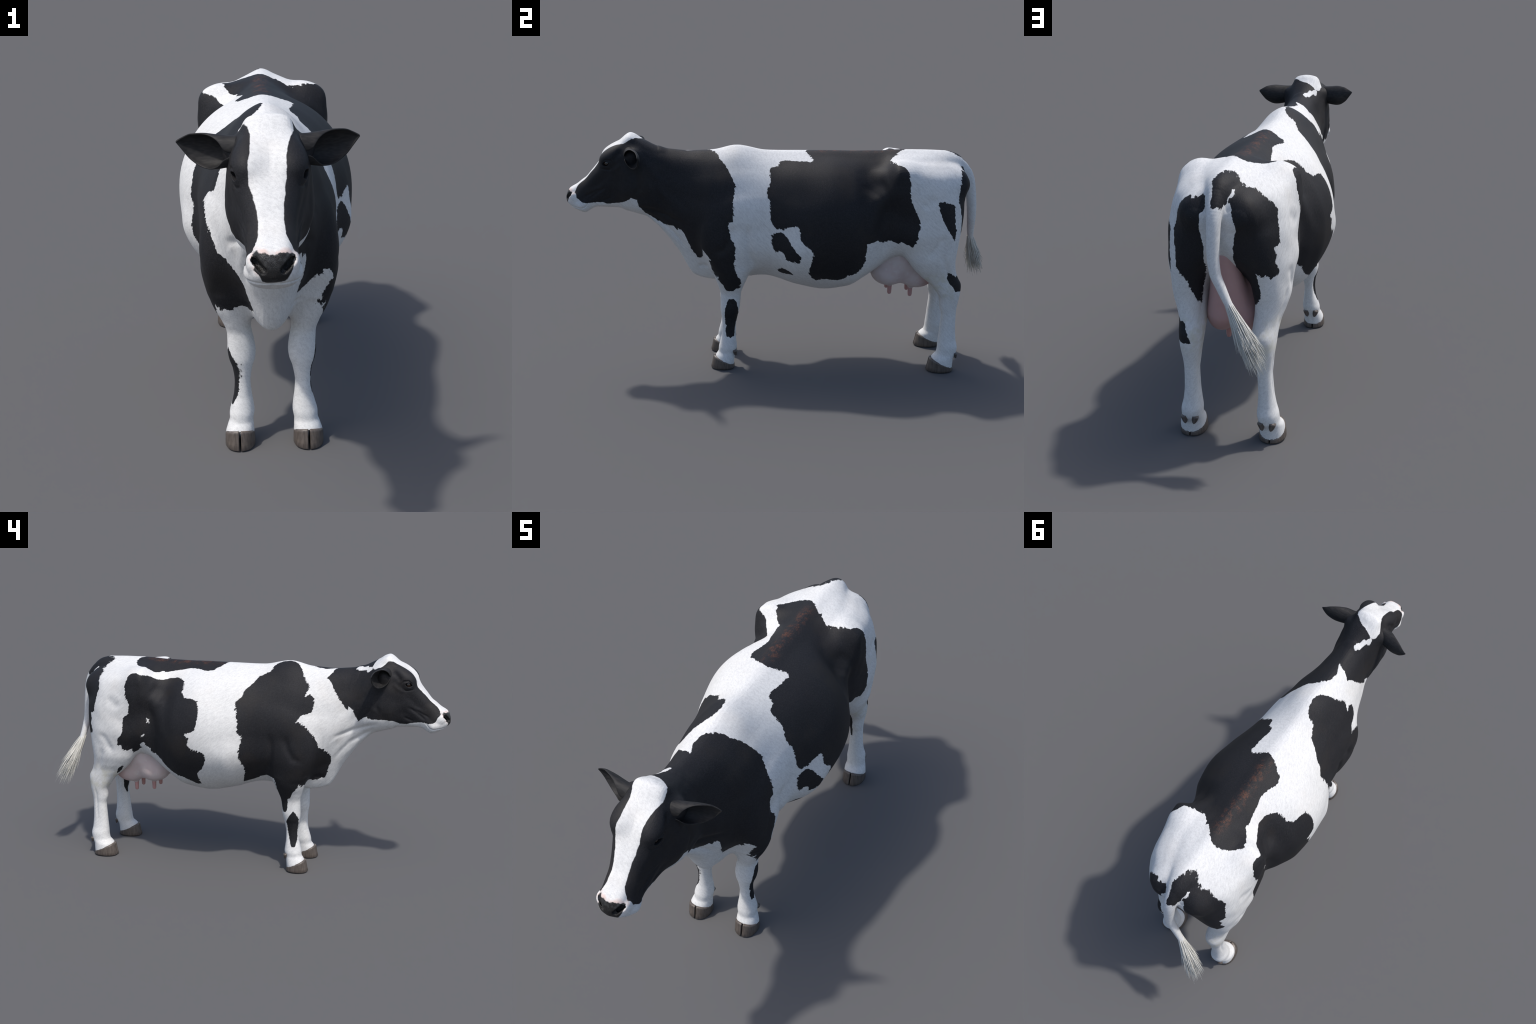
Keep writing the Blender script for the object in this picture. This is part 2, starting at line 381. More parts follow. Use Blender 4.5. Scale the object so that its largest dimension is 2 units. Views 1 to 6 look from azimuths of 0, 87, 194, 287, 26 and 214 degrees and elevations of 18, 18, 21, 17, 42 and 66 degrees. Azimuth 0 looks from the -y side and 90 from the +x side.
patch('rib_spot', 'TRUNK', 'black', (-0.030,0.512), [(-.082,.485),(-.064,.459),(-.038,.451),(-.015,.468),(.030,.528),(.049,.544),(.046,.571),(.015,.579),(-.012,.581),(-.027,.550),(-.045,.548),(-.062,.562),(-.081,.519)], 'z > .40')
patch('belly_spot', 'TRUNK', 'black', (-0.007,0.663), [(-.047,.686),(-.031,.644),(.001,.644),(.025,.661),(-.037,.698)], 'z > .40')
patch('thigh_spot', 'TRUNK', 'black', (0.719,0.382), [(.656,.299),(.735,.302),(.740,.379),(.750,.457),(.747,.527),(.724,.472),(.695,.421),(.667,.354)], 'z > .40')
patch('saddle', 'TRUNK', 'black', (0.342,0.011), [(.106,.072),(.080,.008),(.095,-.020),(.130,-.063),(.138,-.080),(.172,-.092),(.208,-.075),(.260,-.064),(.293,-.075),(.354,-.085),(.375,-.094),(.401,-.089),(.442,-.119),(.497,-.123),(.539,-.086),(.556,-.048),(.549,-.019),(.514,.018),(.454,.070),(.440,.121),(.326,.251),(.191,.144)], 'z > .40')
patch('flank_left', 'TRUNK', 'black', (0.406,-0.456), [(.520,-.179),(.491,-.179),(.468,-.190),(.442,-.165),(.408,-.158),(.372,-.141),(.355,-.128),(.309,-.129),(.267,-.163),(.255,-.196),(.265,-.225),(.240,-.260),(.205,-.265),(.171,-.274),(.158,-.323),(.163,-.381),(.172,-.414),(.199,-.425),(.226,-.433),(.205,-.450),(.216,-.529),(.193,-.517),(.168,-.525),(.130,-.513),(.123,-.543),(.141,-.588),(.183,-.629),(.184,-.714),(.220,-.708),(.240,-.673),(.285,-.659),(.336,-.647),(.392,-.610),(.431,-.608),(.461,-.553),(.517,-.608),(.538,-.617),(.537,-.581),(.565,-.582),(.584,-.574),(.585,-.549),(.606,-.542),(.601,-.510),(.576,-.477),(.562,-.380),(.534,-.354),(.538,-.337),(.523,-.301),(.544,-.283),(.550,-.232),(.536,-.198)], 'z > .40')
patch('shoulder_left', 'TRUNK', 'black', (-0.248,-0.324), [(-.150,-.063),(-.152,-.034),(-.182,-.014),(-.231,-.004),(-.276,-.016),(-.306,-.055),(-.321,-.088),(-.348,-.115),(-.346,-.136),(-.332,-.160),(-.332,-.182),(-.345,-.162),(-.359,-.158),(-.379,-.178),(-.379,-.218),(-.367,-.266),(-.344,-.272),(-.321,-.290),(-.305,-.334),(-.329,-.345),(-.354,-.371),(-.386,-.434),(-.399,-.490),(-.400,-.542),(-.422,-.581),(-.454,-.666),(-.447,-.735),(-.430,-.763),(-.416,-.796),(-.348,-.784),(-.350,-.703),(-.188,-.676),(-.069,-.762),(-.005,-.751),(-.040,-.754),(-.053,-.683),(-.044,-.605),(-.032,-.560),(-.030,-.515),(-.047,-.470),(-.044,-.438),(-.025,-.427),(-.028,-.370),(-.019,-.326),(-.009,-.260),(-.034,-.222),(-.043,-.186),(-.074,-.137),(-.099,-.091)], 'z > .40')
patch('foreleg_left_upper', 'SIDE', 'black', (-0.234,0.456), [(-.188,.493),(-.174,.543),(-.363,.584),(-.352,.540),(-.338,.516),(-.325,.486),(-.310,.469),(-.303,.447),(-.281,.421),(-.264,.388),(-.251,.381),(-.246,.314),(-.225,.306),(-.196,.432)], 'x < -.085')
patch('knee_left', 'SIDE', 'black', (-0.271,0.229), [(-.277,.319),(-.289,.301),(-.300,.273),(-.292,.210),(-.293,.168),(-.285,.130),(-.268,.127),(-.256,.160),(-.247,.199),(-.240,.258),(-.247,.276)], 'x < -.092')
patch('foreleg_right_upper', 'SIDE', 'black', (-0.302,0.513), [(-.357,.549),(-.347,.509),(-.336,.480),(-.321,.453),(-.314,.471),(-.309,.437),(-.291,.421),(-.279,.394),(-.263,.387),(-.247,.389),(-.230,.403),(-.216,.401),(-.211,.419),(-.215,.452),(-.230,.482),(-.242,.518),(-.244,.557)], 'x > .085')
patch('knee_right', 'SIDE', 'black', (-0.254,0.218), [(-.268,.345),(-.245,.349),(-.231,.334),(-.224,.309),(-.220,.269),(-.235,.207),(-.239,.155),(-.247,.156),(-.258,.147),(-.265,.154),(-.274,.154),(-.280,.181),(-.278,.204),(-.273,.210),(-.281,.218),(-.284,.264),(-.284,.296)], 'x > .092')
patch('hock_right', 'SIDE', 'black', (0.757,0.452), [(.727,.493),(.747,.487),(.755,.476),(.782,.465),(.830,.433),(.835,.409),(.833,.372),(.818,.390),(.773,.395),(.761,.417),(.737,.441),(.728,.465)], [(1,0,-.35,-.014)])
patch('stifle_left', 'SIDE', 'black', (0.622,0.471), [(.640,.454),(.630,.472),(.613,.491),(.600,.500),(.599,.492),(.618,.465),(.643,.442)], 'x < -.12')
patch('hind_inner_right', 'SIDE', 'black', (0.718,0.335), [(.655,.420),(.700,.400),(.735,.350),(.738,.280),(.728,.250),(.710,.250),(.700,.330),(.660,.400)], '0 < x < .132')
patch('rear_right', 'REAR', 'black', (0.121,0.832), [(.185,.915),(.128,.954),(.102,.962),(.091,.947),(.071,.954),(.051,.965),(.039,.957),(.036,.907),(.047,.901),(.058,.882),(.055,.867),(.062,.830),(.058,.795),(.051,.769),(.058,.739),(.063,.697),(.086,.630),(.098,.578),(.105,.524),(.110,.572),(.136,.638),(.157,.664),(.169,.690),(.167,.755),(.176,.844),(.190,.883)], [(0,1,-.17,.6170),(0,-1,0,-.832)])
patch('rear_left', 'REAR', 'black', (-0.113,0.733), [(-.073,.999),(-.113,.998),(-.128,.988),(-.159,.958),(-.176,.949),(-.189,.929),(-.199,.850),(-.202,.797),(-.189,.780),(-.195,.748),(-.193,.727),(-.200,.700),(-.200,.693),(-.194,.681),(-.177,.661),(-.159,.676),(-.149,.665),(-.126,.679),(-.117,.644),(-.119,.619),(-.139,.602),(-.124,.570),(-.095,.547),(-.098,.589),(.018,.634),(-.015,.659),(-.044,.693),(-.055,.775),(-.071,.838),(-.052,.914),(-.043,.929),(-.053,.951),(-.064,.969)], '.70 < y < .832')
patch('tail_root', 'REAR', 'black', (-0.025,0.990), [(.019,1.011),(.006,1.041),(-.010,1.057),(-.037,1.057),(-.060,1.030),(-.070,1.004),(-.058,.991),(-.047,.967),(-.040,.950),(-.039,.929),(-.025,.908),(-.006,.907),(.007,.913),(.009,.961)], 'y > .66')
patch('tail_bridge', 'REAR', 'black', (-0.062,0.971), [(-.047,.967),(-.057,.997),(-.068,1.016),(-.097,.992),(-.091,.954),(-.053,.927),(-.041,.929)], 'y > .66')
patch('face_right', 'SIDE', 'black', (-0.780,0.900), [(-.950,.822),(-.951,.806),(-.940,.800),(-.933,.792),(-.924,.786),(-.909,.781),(-.833,.785),(-.810,.777),(-.764,.784),(-.733,.794),(-.721,.803),(-.709,.808),(-.702,.820),(-.692,.811),(-.679,.807),(-.641,.815),(-.624,.944),(-.625,1.022),(-.660,1.100),(-.720,1.130),(-.800,1.090),(-.870,1.010),(-.930,.930),(-.965,.870),(-.962,.830)], 'x > -.02')
patch('face_left', 'SIDE', 'black', (-0.780,0.900), [(-.954,.819),(-.946,.810),(-.937,.790),(-.926,.786),(-.905,.782),(-.894,.783),(-.883,.787),(-.858,.787),(-.816,.779),(-.810,.774),(-.773,.774),(-.744,.790),(-.717,.795),(-.661,.796),(-.652,.804),(-.623,.811),(-.599,.838),(-.591,.960),(-.620,1.028),(-.640,1.060),(-.660,1.100),(-.720,1.130),(-.800,1.090),(-.870,1.010),(-.930,.930),(-.965,.870),(-.962,.830)], 'x < .02')
patch('nape_spot', 'TRUNK', 'white', (-0.607,-0.034), [(-.556,-.024),(-.563,-.008),(-.612,-.025),(-.619,-.037),(-.638,-.044),(-.638,-.052),(-.619,-.057),(-.607,-.042),(-.587,-.035),(-.581,-.039)], 'z > .40')
patch('flank_speck', 'TRUNK', 'white', (0.445,-0.395), [(.448,-.370),(.436,-.392),(.436,-.415),(.451,-.399)], 'z > .40')
patch('flank_speck2', 'TRUNK', 'white', (0.473,-0.490), [(.481,-.489),(.470,-.479),(.467,-.493),(.477,-.495)], 'z > .40')
patch('flank_speck3', 'TRUNK', 'white', (0.488,-0.562), [(.498,-.555),(.472,-.530),(.467,-.553),(.478,-.580),(.493,-.573)], 'z > .40')
patch('tail_speck', 'REAR', 'white', (-0.052,0.969), [(-.040,.949),(-.045,.964),(-.051,.977),(-.057,.982),(-.061,.960)], 'y > .66')
patch('nose_pad', 'NOSE', 'nose', (-0.007,0.795), [(-.049,.819),(-.046,.826),(-.037,.834),(-.031,.834),(-.025,.833),(-.016,.835),(-.007,.829),(-.001,.832),(.003,.829),(.016,.834),(.032,.833),(.037,.829),(.042,.829),(.050,.824),(.049,.815),(.045,.805),(.045,.802),(.043,.795),(.035,.785),(.029,.772),(.025,.769),(-.002,.767),(-.025,.768),(-.034,.787),(-.042,.793),(-.044,.797),(-.042,.803),(-.048,.808)], 'y < -.952')

# the blaze down the face: (length, left edge, right edge) from nape to nose
BLAZE = [(-.076,-.055,-.050),(-.063,-.068,-.023),(-.046,-.073,.014),(-.031,-.075,.030),(-.016,-.070,.051),(.005,-.060,.058),
         (.032,-.049,.060),(.041,-.047,.058),(.061,-.042,.053),(.076,-.042,.050),(.099,-.043,.045),(.120,-.045,.040),
         (.143,-.050,.038),(.151,-.049,.036),(.165,-.043,.033),(.180,-.037,.031),(.195,-.032,.028),(.213,-.030,.027),
         (.240,-.031,.030),(.250,-.034,.036),(.256,-.040,.044),(.265,-.055,.055),(.290,-.080,.080)]

# ------------------------------------------------------------------ node helpers
class Graph:
    def __init__(self, name):
        self.mat = bpy.data.materials.new(name); self.mat.use_nodes = True
        self.t = self.mat.node_tree; self.n = self.t.nodes; self.l = self.t.links
        self.bsdf = self.n['Principled BSDF']
    def put(self, sock, v):
        if isinstance(v, bpy.types.NodeSocket): self.l.new(v, sock)
        elif v is not None: sock.default_value = v
    def node(self, kind, ins=(), out=0, **props):
        n = self.n.new(kind)
        for k, v in props.items(): setattr(n, k, v)
        for k, v in (ins.items() if isinstance(ins, dict) else enumerate(ins)): self.put(n.inputs[k], v)
        return n.outputs[out]
    def math(self, op, *a): return self.node('ShaderNodeMath', a, operation=op)
    def vec(self, op, *a, out=0): return self.node('ShaderNodeVectorMath', a, out, operation=op)
    def xyz(self, v):
        n = self.n.new('ShaderNodeSeparateXYZ'); self.l.new(v, n.inputs[0]); return n.outputs
    def join(self, x, y, z=0.0): return self.node('ShaderNodeCombineXYZ', (x, y, z))
    def noise(self, v, scale, detail=2.0, rough=.5, out='Fac'):
        return self.node('ShaderNodeTexNoise', {'Vector': v, 'Scale': scale, 'Detail': detail, 'Roughness': rough}, out)
    def ramp(self, f, lo, hi):
        return self.node('ShaderNodeMapRange', {'Value': f, 'From Min': lo, 'From Max': hi}, interpolation_type='SMOOTHSTEP')
    def mix(self, f, a, b):
        n = self.n.new('ShaderNodeMix'); n.data_type = 'RGBA'
        self.put(n.inputs[0], f); self.put(n.inputs[6], a); self.put(n.inputs[7], b)
        return n.outputs[2]
    def finish(self, color, rough=.6, bump=None, strength=.2, dist=.002, **extra):
        self.put(self.bsdf.inputs['Base Color'], color); self.put(self.bsdf.inputs['Roughness'], rough)
        if bump is not None:
            self.l.new(self.node('ShaderNodeBump', {'Height': bump, 'Strength': strength, 'Distance': dist}), self.bsdf.inputs['Normal'])
        for k, v in extra.items(): self.put(self.bsdf.inputs[k.replace('_', ' ')], v)
        return self.mat

def rgb(r, g, b): return (r, g, b, 1.0)

def polar_curve(centre, outline, samples=200):
    """Radius of a star-shaped outline against angle, -pi..pi."""
    c = np.array(centre); P = np.array(outline) - c; Q = np.roll(P, -1, axis=0)
    th = np.linspace(-math.pi, math.pi, samples + 1); R = np.zeros(samples + 1)
    for a, b in zip(P, Q):
        e = b - a; dx, dy = np.cos(th), np.sin(th); den = dx*e[1] - dy*e[0]
        with np.errstate(divide='ignore', invalid='ignore'):
            t = (a[0]*e[1] - a[1]*e[0]) / den; s = (a[0]*dy - a[1]*dx) / den
        R = np.where((s >= -1e-6) & (s <= 1 + 1e-6) & (t > 0), np.maximum(R, t), R)
    return th, R

def lookup(G, xs, ys, value):
    """Float curve through (xs, ys) read at a shader value."""
    x0, x1 = xs[0], xs[-1]; y0, y1 = min(ys), max(ys)
    n = G.n.new('ShaderNodeFloatCurve'); cu = n.mapping.curves[0]; n.mapping.use_clip = False
    pts = [((x - x0)/(x1 - x0), (y - y0)/(y1 - y0)) for x, y in zip(xs, ys)]
    cu.points[0].location = pts[0]; cu.points[1].location = pts[-1]
    for p in pts[1:-1]: cu.points.new(*p)
    for p in cu.points: p.handle_type = 'VECTOR'
    n.mapping.update()
    t = G.math('MULTIPLY', G.math('SUBTRACT', value, x0), 1/(x1 - x0)); t.node.use_clamp = True
    G.l.new(t, n.inputs['Value'])
    return G.math('MULTIPLY_ADD', n.outputs[0], y1 - y0, y0)

def patch_field(G, maps, pos, patch):
    """Shader value that is positive inside one patch of the coat."""
    name, space, kind, centre, outline, limit = patch
    d = G.vec('SUBTRACT', maps[space], (centre[0], centre[1], 0))
    o = G.xyz(d)
    ang = G.math('MULTIPLY_ADD', G.math('ARCTAN2', o[1], o[0]), 1/(2*math.pi), .5)
    th, R = polar_curve(centre, outline); 
    r = lookup(G, list(th/(2*math.pi) + .5), list(R), ang)
    f = G.math('SUBTRACT', r, G.vec('LENGTH', d, out=1))
    if isinstance(limit, list):                  # half spaces a x + b y + c z > d
        for a, b, c, v in limit:
            g = G.vec('DOT_PRODUCT', G.join(*pos), (a, b, c), out=1)
            f = G.math('MINIMUM', f, G.math('SUBTRACT', g, v))
    elif limit:                                  # e.g. 'x > .09', 'y < -.94', '0 < x < .13'
        w = limit.split()
        if len(w) == 5:
            f = G.math('MINIMUM', f, G.math('SUBTRACT', pos['xyz'.index(w[2])], float(w[0])))
            w = w[2:]
        ax = pos['xyz'.index(w[0])]; v = float(w[2])
        f = G.math('MINIMUM', f, G.math('SUBTRACT', ax, v) if w[1] == '>' else G.math('SUBTRACT', v, ax))
    return f

BLACK = rgb(.0165, .0165, .0185); WHITE = rgb(.80, .795, .775)

def coat_material():
    G = Graph('holstein_coat')
    P = G.node('ShaderNodeTexCoord', out='Object')
    p0 = G.xyz(P)
    # hair runs back and down: streak coordinates long with the lay, tight across it
    along = G.vec('DOT_PRODUCT', P, (0, .70, -.71), out=1); across = G.vec('DOT_PRODUCT', P, (.35, .66, .66), out=1)
    streak = G.join(G.math('MULTIPLY', along, 45.0), G.math('MULTIPLY', across, 190.0), G.math('MULTIPLY', p0[0], 120.0))
    tuft = G.noise(streak, .8, 3.0, .65)
    fine = G.noise(streak, 2.6, 3.0, .6)
    # ragged edges: shift the lookup along the lay by tufts of hair, and wander a little
    calm = G.math('MAXIMUM', G.ramp(p0[1], -.60, -.70), G.ramp(p0[2], .44, .36))     # short hair on face and legs
    amp = G.math('MULTIPLY_ADD', calm, -.026, .036)
    amp = G.math('MULTIPLY', amp, G.math('MULTIPLY_ADD', G.noise(P, 16.0, 1.0), 3.0, -.5))          # some stretches ragged, some clean
    shift = G.math('MULTIPLY', G.math('SUBTRACT', tuft, .5), amp)
    Q = G.vec('ADD', P, G.vec('SCALE', (0, .70, -.71), None))
    Q.node.inputs[1].links[0].from_node.inputs['Scale'].default_value = 0
    G.l.new(shift, Q.node.inputs[1].links[0].from_node.inputs['Scale'])
    wander = G.vec('SUBTRACT', G.noise(P, 55.0, 2.0, .5, 'Color'), (.5, .5, .5))
    sc = G.vec('SCALE', wander); G.l.new(G.math('MULTIPLY_ADD', calm, -.008, .014), sc.node.inputs['Scale'])
    Q = G.vec('ADD', Q, sc)
    x, y, z = G.xyz(Q)
    girth = G.math('MULTIPLY', G.math('ARCTAN2', x, G.math('SUBTRACT', z, .72)), .27)
    dy, dz = G.math('SUBTRACT', y, HEAD_O[0]), G.math('SUBTRACT', z, HEAD_O[1])
    ha = G.math('ADD', G.math('MULTIPLY', dy, HEAD_D[0]), G.math('MULTIPLY', dz, HEAD_D[1]))
    hn = G.math('SUBTRACT', G.math('MULTIPLY', dy, HEAD_D[1]), G.math('MULTIPLY', dz, HEAD_D[0]))
    face = G.math('ADD', ha, G.math('MULTIPLY', G.math('SUBTRACT', hn, .17), .5))
    rear = G.math('SUBTRACT', z, G.math('MULTIPLY', G.math('SUBTRACT', y, .80), .4))
    maps = dict(TRUNK=G.join(y, girth), SIDE=G.join(y, z), REAR=G.join(x, rear), FACE=G.join(x, face), NOSE=G.join(x, z))
    field = {}
    for pt in PATCHES:
        f = patch_field(G, maps, (x, y, z), pt)
        field[pt[2]] = G.math('MAXIMUM', field[pt[2]], f) if pt[2] in field else f
    bx = [b[0] for b in BLAZE]
    blaze = G.math('MINIMUM', G.math('SUBTRACT', x, lookup(G, bx, [b[1] for b in BLAZE], face)),
                   G.math('SUBTRACT', lookup(G, bx, [b[2] for b in BLAZE], face), x))
    blaze = G.math('MINIMUM', blaze, G.math('MINIMUM', G.math('SUBTRACT', face, BLAZE[0][0]), G.math('SUBTRACT', -.60, y)))
    field['white'] = G.math('MAXIMUM', field['white'], blaze)
    dark = G.ramp(G.math('MINIMUM', field['black'], G.math('MULTIPLY', field['white'], -1.0)), -.0012, .0012)
    # black hair: faint sheen of brown, sun-bleached rust along the loin
    cloud = G.noise(P, 7.0, 3.0)
    black = G.mix(G.ramp(fine, .35, .75), rgb(.0120, .0122, .0145), rgb(.0245, .0245, .027))
    black = G.mix(G.math('MULTIPLY', G.ramp(cloud, .5, .75), .5), black, rgb(.027, .0235, .021))
    spine = G.math('MULTIPLY', G.ramp(G.math('ABSOLUTE', G.math('ADD', p0[0], .005)), .040, .006),
                   G.math('MULTIPLY', G.ramp(p0[1], .08, .16), G.ramp(p0[1], .54, .44)))
    spine = G.math('MULTIPLY', spine, G.math('GREATER_THAN', p0[2], .9))
    rust = G.math('MULTIPLY', spine, G.ramp(G.noise(P, 45.0, 4.0, .75), .45, .66))
    black = G.mix(G.math('MULTIPLY', rust, G.ramp(fine, .35, .6)), black, rgb(.12, .048, .028))
    # white hair: cooler and creamier tufts
    white = G.mix(G.ramp(G.math('MULTIPLY_ADD', tuft, .5, G.math('MULTIPLY', fine, .5)), .34, .62), rgb(.575, .575, .57), rgb(.715, .715, .705))
    white = G.mix(G.math('MULTIPLY', G.ramp(cloud, .48, .8), .30), white, rgb(.64, .60, .55))
    hock = G.math('MULTIPLY', G.ramp(G.math('ABSOLUTE', G.math('SUBTRACT', p0[2], .42)), .10, .02), G.math('GREATER_THAN', p0[1], .6))
    white = G.mix(G.math('MULTIPLY', hock, G.math('MULTIPLY', G.ramp(G.noise(P, 30.0, 3.0), .40, .65), .6)), white, rgb(.56, .54, .44))
    col = G.mix(dark, white, black)
    # nose pad: bare dark skin, pink where it meets the white and round the nostrils
    pad = G.ramp(field['nose'], -.0015, .002)
    rim = G.math('MULTIPLY', G.ramp(field['nose'], -.013, -.002), G.ramp(p0[1], -.952, -.964))
    pink = G.math('MULTIPLY', rim, G.ramp(p0[2], .772, .800))
    col = G.mix(G.math('MULTIPLY', pink, G.math('MULTIPLY', G.ramp(G.noise(P, 45.0, 2.0), .35, .70), .75)), col, rgb(.62, .45, .40))
    cell = G.node('ShaderNodeTexVoronoi', {'Vector': P, 'Scale': 330.0}, 'Distance', feature='DISTANCE_TO_EDGE')
    skin = G.mix(G.ramp(G.noise(P, 90.0, 3.0), .4, .7), rgb(.018, .0175, .0175), rgb(.045, .046, .047))
    skin = G.mix(G.ramp(p0[2], .790, .825), rgb(.016, .0155, .0155), skin)
    col = G.mix(pad, col, skin)
    bump = G.math('ADD', G.math('MULTIPLY', fine, .6), tuft)
    bump = G.node('ShaderNodeMix', {0: pad, 2: bump, 3: G.math('MULTIPLY', cell, 2.0)})
    rough = G.node('ShaderNodeMix', {0: pad, 2: .62, 3: .38})
    return G.finish(col, rough, bump, .35, .0016, Specular_IOR_Level=.20)

def ear_material():
    G = Graph('ear_hair'); P = G.node('ShaderNodeTexCoord', out='Object')
    s = G.noise(G.vec('MULTIPLY', P, (60.0, 220.0, 220.0)), 1.0, 3.0)
    return G.finish(G.mix(G.ramp(s, .3, .75), rgb(.0125, .0125, .0135), rgb(.026, .025, .025)), .62, s, .3, .0012, Specular_IOR_Level=.25)

def udder_material():
    G = Graph('udder_skin'); P = G.node('ShaderNodeTexCoord', out='Object')
    a = G.noise(P, 16.0, 4.0, .6); b = G.noise(P, 60.0, 3.0)
    col = G.mix(G.ramp(a, .35, .68), rgb(.60, .52, .51), rgb(.56, .46, .45))
    col = G.mix(G.math('MULTIPLY', G.ramp(b, .55, .75), .5), col, rgb(.64, .60, .58))
    col = G.mix(G.math('MULTIPLY', G.ramp(G.xyz(P)[1], .58, .70), .8), col, rgb(.50, .275, .26))      # bare pink skin behind
    veins = G.node('ShaderNodeTexVoronoi', {'Vector': G.vec('ADD', P, G.noise(P, 20.0, 2.0, .5, 'Color')), 'Scale': 14.0}, 'Distance', feature='DISTANCE_TO_EDGE')
    h = G.math('ADD', G.ramp(veins, .10, .0), G.math('MULTIPLY', b, .5))
    return G.finish(col, .5, h, .25, .002, Subsurface_Weight=.08, Specular_IOR_Level=.35)

def teat_material():
    G = Graph('teat_skin'); P = G.node('ShaderNodeTexCoord', out='Object')
    a = G.noise(P, 90.0, 3.0)
    rings = G.noise(G.vec('MULTIPLY', P, (20.0, 20.0, 400.0)), 1.0, 2.0)
    return G.finish(G.mix(a, rgb(.50, .29, .27), rgb(.42, .22, .215)), .48, rings, .3, .001, Subsurface_Weight=.08)

def horn_material():
    G = Graph('hoof_horn'); P = G.node('ShaderNodeTexCoord', out='Object')
    rings = G.noise(G.vec('MULTIPLY', P, (14.0, 14.0, 260.0)), 1.0, 3.0); grain = G.noise(G.vec('MULTIPLY', P, (160.0, 160.0, 20.0)), 1.0, 3.0)
    col = G.mix(G.ramp(grain, .3, .7), rgb(.070, .057, .049), rgb(.120, .100, .087))
    col = G.mix(G.math('MULTIPLY', G.ramp(rings, .5, .7), .5), col, rgb(.125, .100, .080))
    return G.finish(col, .42, G.math('ADD', rings, grain), .2, .0012)

def eye_material():
    G = Graph('eye_ball'); P = G.node('ShaderNodeTexCoord', out='Object')
    o = G.xyz(P)      # local z points out of the head after the eye is turned sideways
    r = G.vec('LENGTH', G.join(o[0], o[1]), out=1)
    pupil = G.vec('LENGTH', G.join(G.math('MULTIPLY', o[0], 1.7), o[1]), out=1)
    col = G.mix(G.ramp(G.noise(P, 400.0, 2.0), .3, .7), rgb(.016, .007, .004), rgb(.034, .014, .007))
    col = G.mix(G.ramp(pupil, .0085, .0070), col, rgb(.003, .003, .004))
    col = G.mix(G.ramp(r, .0145, .0160), col, rgb(.05, .04, .035))
    return G.finish(col, .08, None, Coat_Weight=1.0, Coat_Roughness=.03)

def switch_material():
    G = Graph('switch_hair'); P = G.node('ShaderNodeTexCoord', out='Object')
    s = G.noise(P, 150.0, 2.0)
    return G.finish(G.mix(s, rgb(.52, .51, .46), rgb(.70, .69, .65)), .55, None, Specular_IOR_Level=.3)

def materials():
    return dict(coat=coat_material(), ear=ear_material(), eye=eye_material(), udder=udder_material(),
                teat=teat_material(), horn=horn_material(), switch=switch_material())

# ------------------------------------------------------------------ object helpers
def link(ob, parent=None):
    bpy.context.collection.objects.link(ob)
    if parent is not None: ob.parent = parent
    return ob

def part(name, me, mats, parent, smooth=True):
    me.name = name
    me.materials.clear()
    for m in (mats if isinstance(mats, (list, tuple)) else [mats]): me.materials.append(m)
    if smooth: me.polygons.foreach_set('use_smooth', np.ones(len(me.polygons), bool))
    return link(bpy.data.objects.new(name, me), parent)

def grid_faces(nu, nv, close_u=False, close_v=False):
    """Quads of a nu x nv vertex grid (row major, v fastest)."""
    f = []
    for i in range(nu if close_u else nu-1):
        for j in range(nv if close_v else nv-1):
            i2, j2 = (i+1) % nu, (j+1) % nv
            f.append((i*nv+j, i2*nv+j, i2*nv+j2, i*nv+j2))
    return f

def mesh_py(name, verts, faces):
    me = bpy.data.meshes.new(name); me.from_pydata([tuple(v) for v in verts], [], faces); me.update()
    bm = bmesh.new(); bm.from_mesh(me); bmesh.ops.recalc_face_normals(bm, faces=bm.faces); bm.to_mesh(me); bm.free()
    return me

# ------------------------------------------------------------------ hide: mesh once, split by anatomy
def build_hide():
    v, q = polygonise(body_field, (-.306,-1.03,-.01), (.306,.95,1.13), .006)
    me = subdivide(mesh_from(v, q, 'hide'), 1)
    p = settle(body_field, coords(me))
    g = gradient(body_field, p); nrm = g / np.maximum(np.linalg.norm(g, axis=1), 1e-9)[:, None]
    f = np.empty(len(me.loops), np.int32); me.loops.foreach_get('vertex_index', f)
    return p, nrm, f.reshape(-1, 4)

def refine(me):
    """Halve the cells of the face so that lids, lips and nostrils resolve; the neck border is left alone."""
    bm = bmesh.new(); bm.from_mesh(me)
    es = []
    for e in bm.edges:
        c = (e.verts[0].co + e.verts[1].co) / 2
        a, n = head_frame(c.y, c.z)
        if a > .06: es.append(e)
    bmesh.ops.subdivide_edges(bm, edges=es, cuts=1, use_grid_fill=True)
    bm.to_mesh(me); bm.free()
    q = coords(me); a, n = head_frame(q[:, 1], q[:, 2])
    k = a > .055
    q[k] = settle(body_field, q[k], 2, .003)
    me.vertices.foreach_set('co', q.astype(np.float32).ravel())
    me.polygons.foreach_set('use_smooth', np.ones(len(me.polygons), bool)); me.update()
    g = gradient(body_field, q, .001)
    return g / np.maximum(np.linalg.norm(g, axis=1), 1e-9)[:, None]

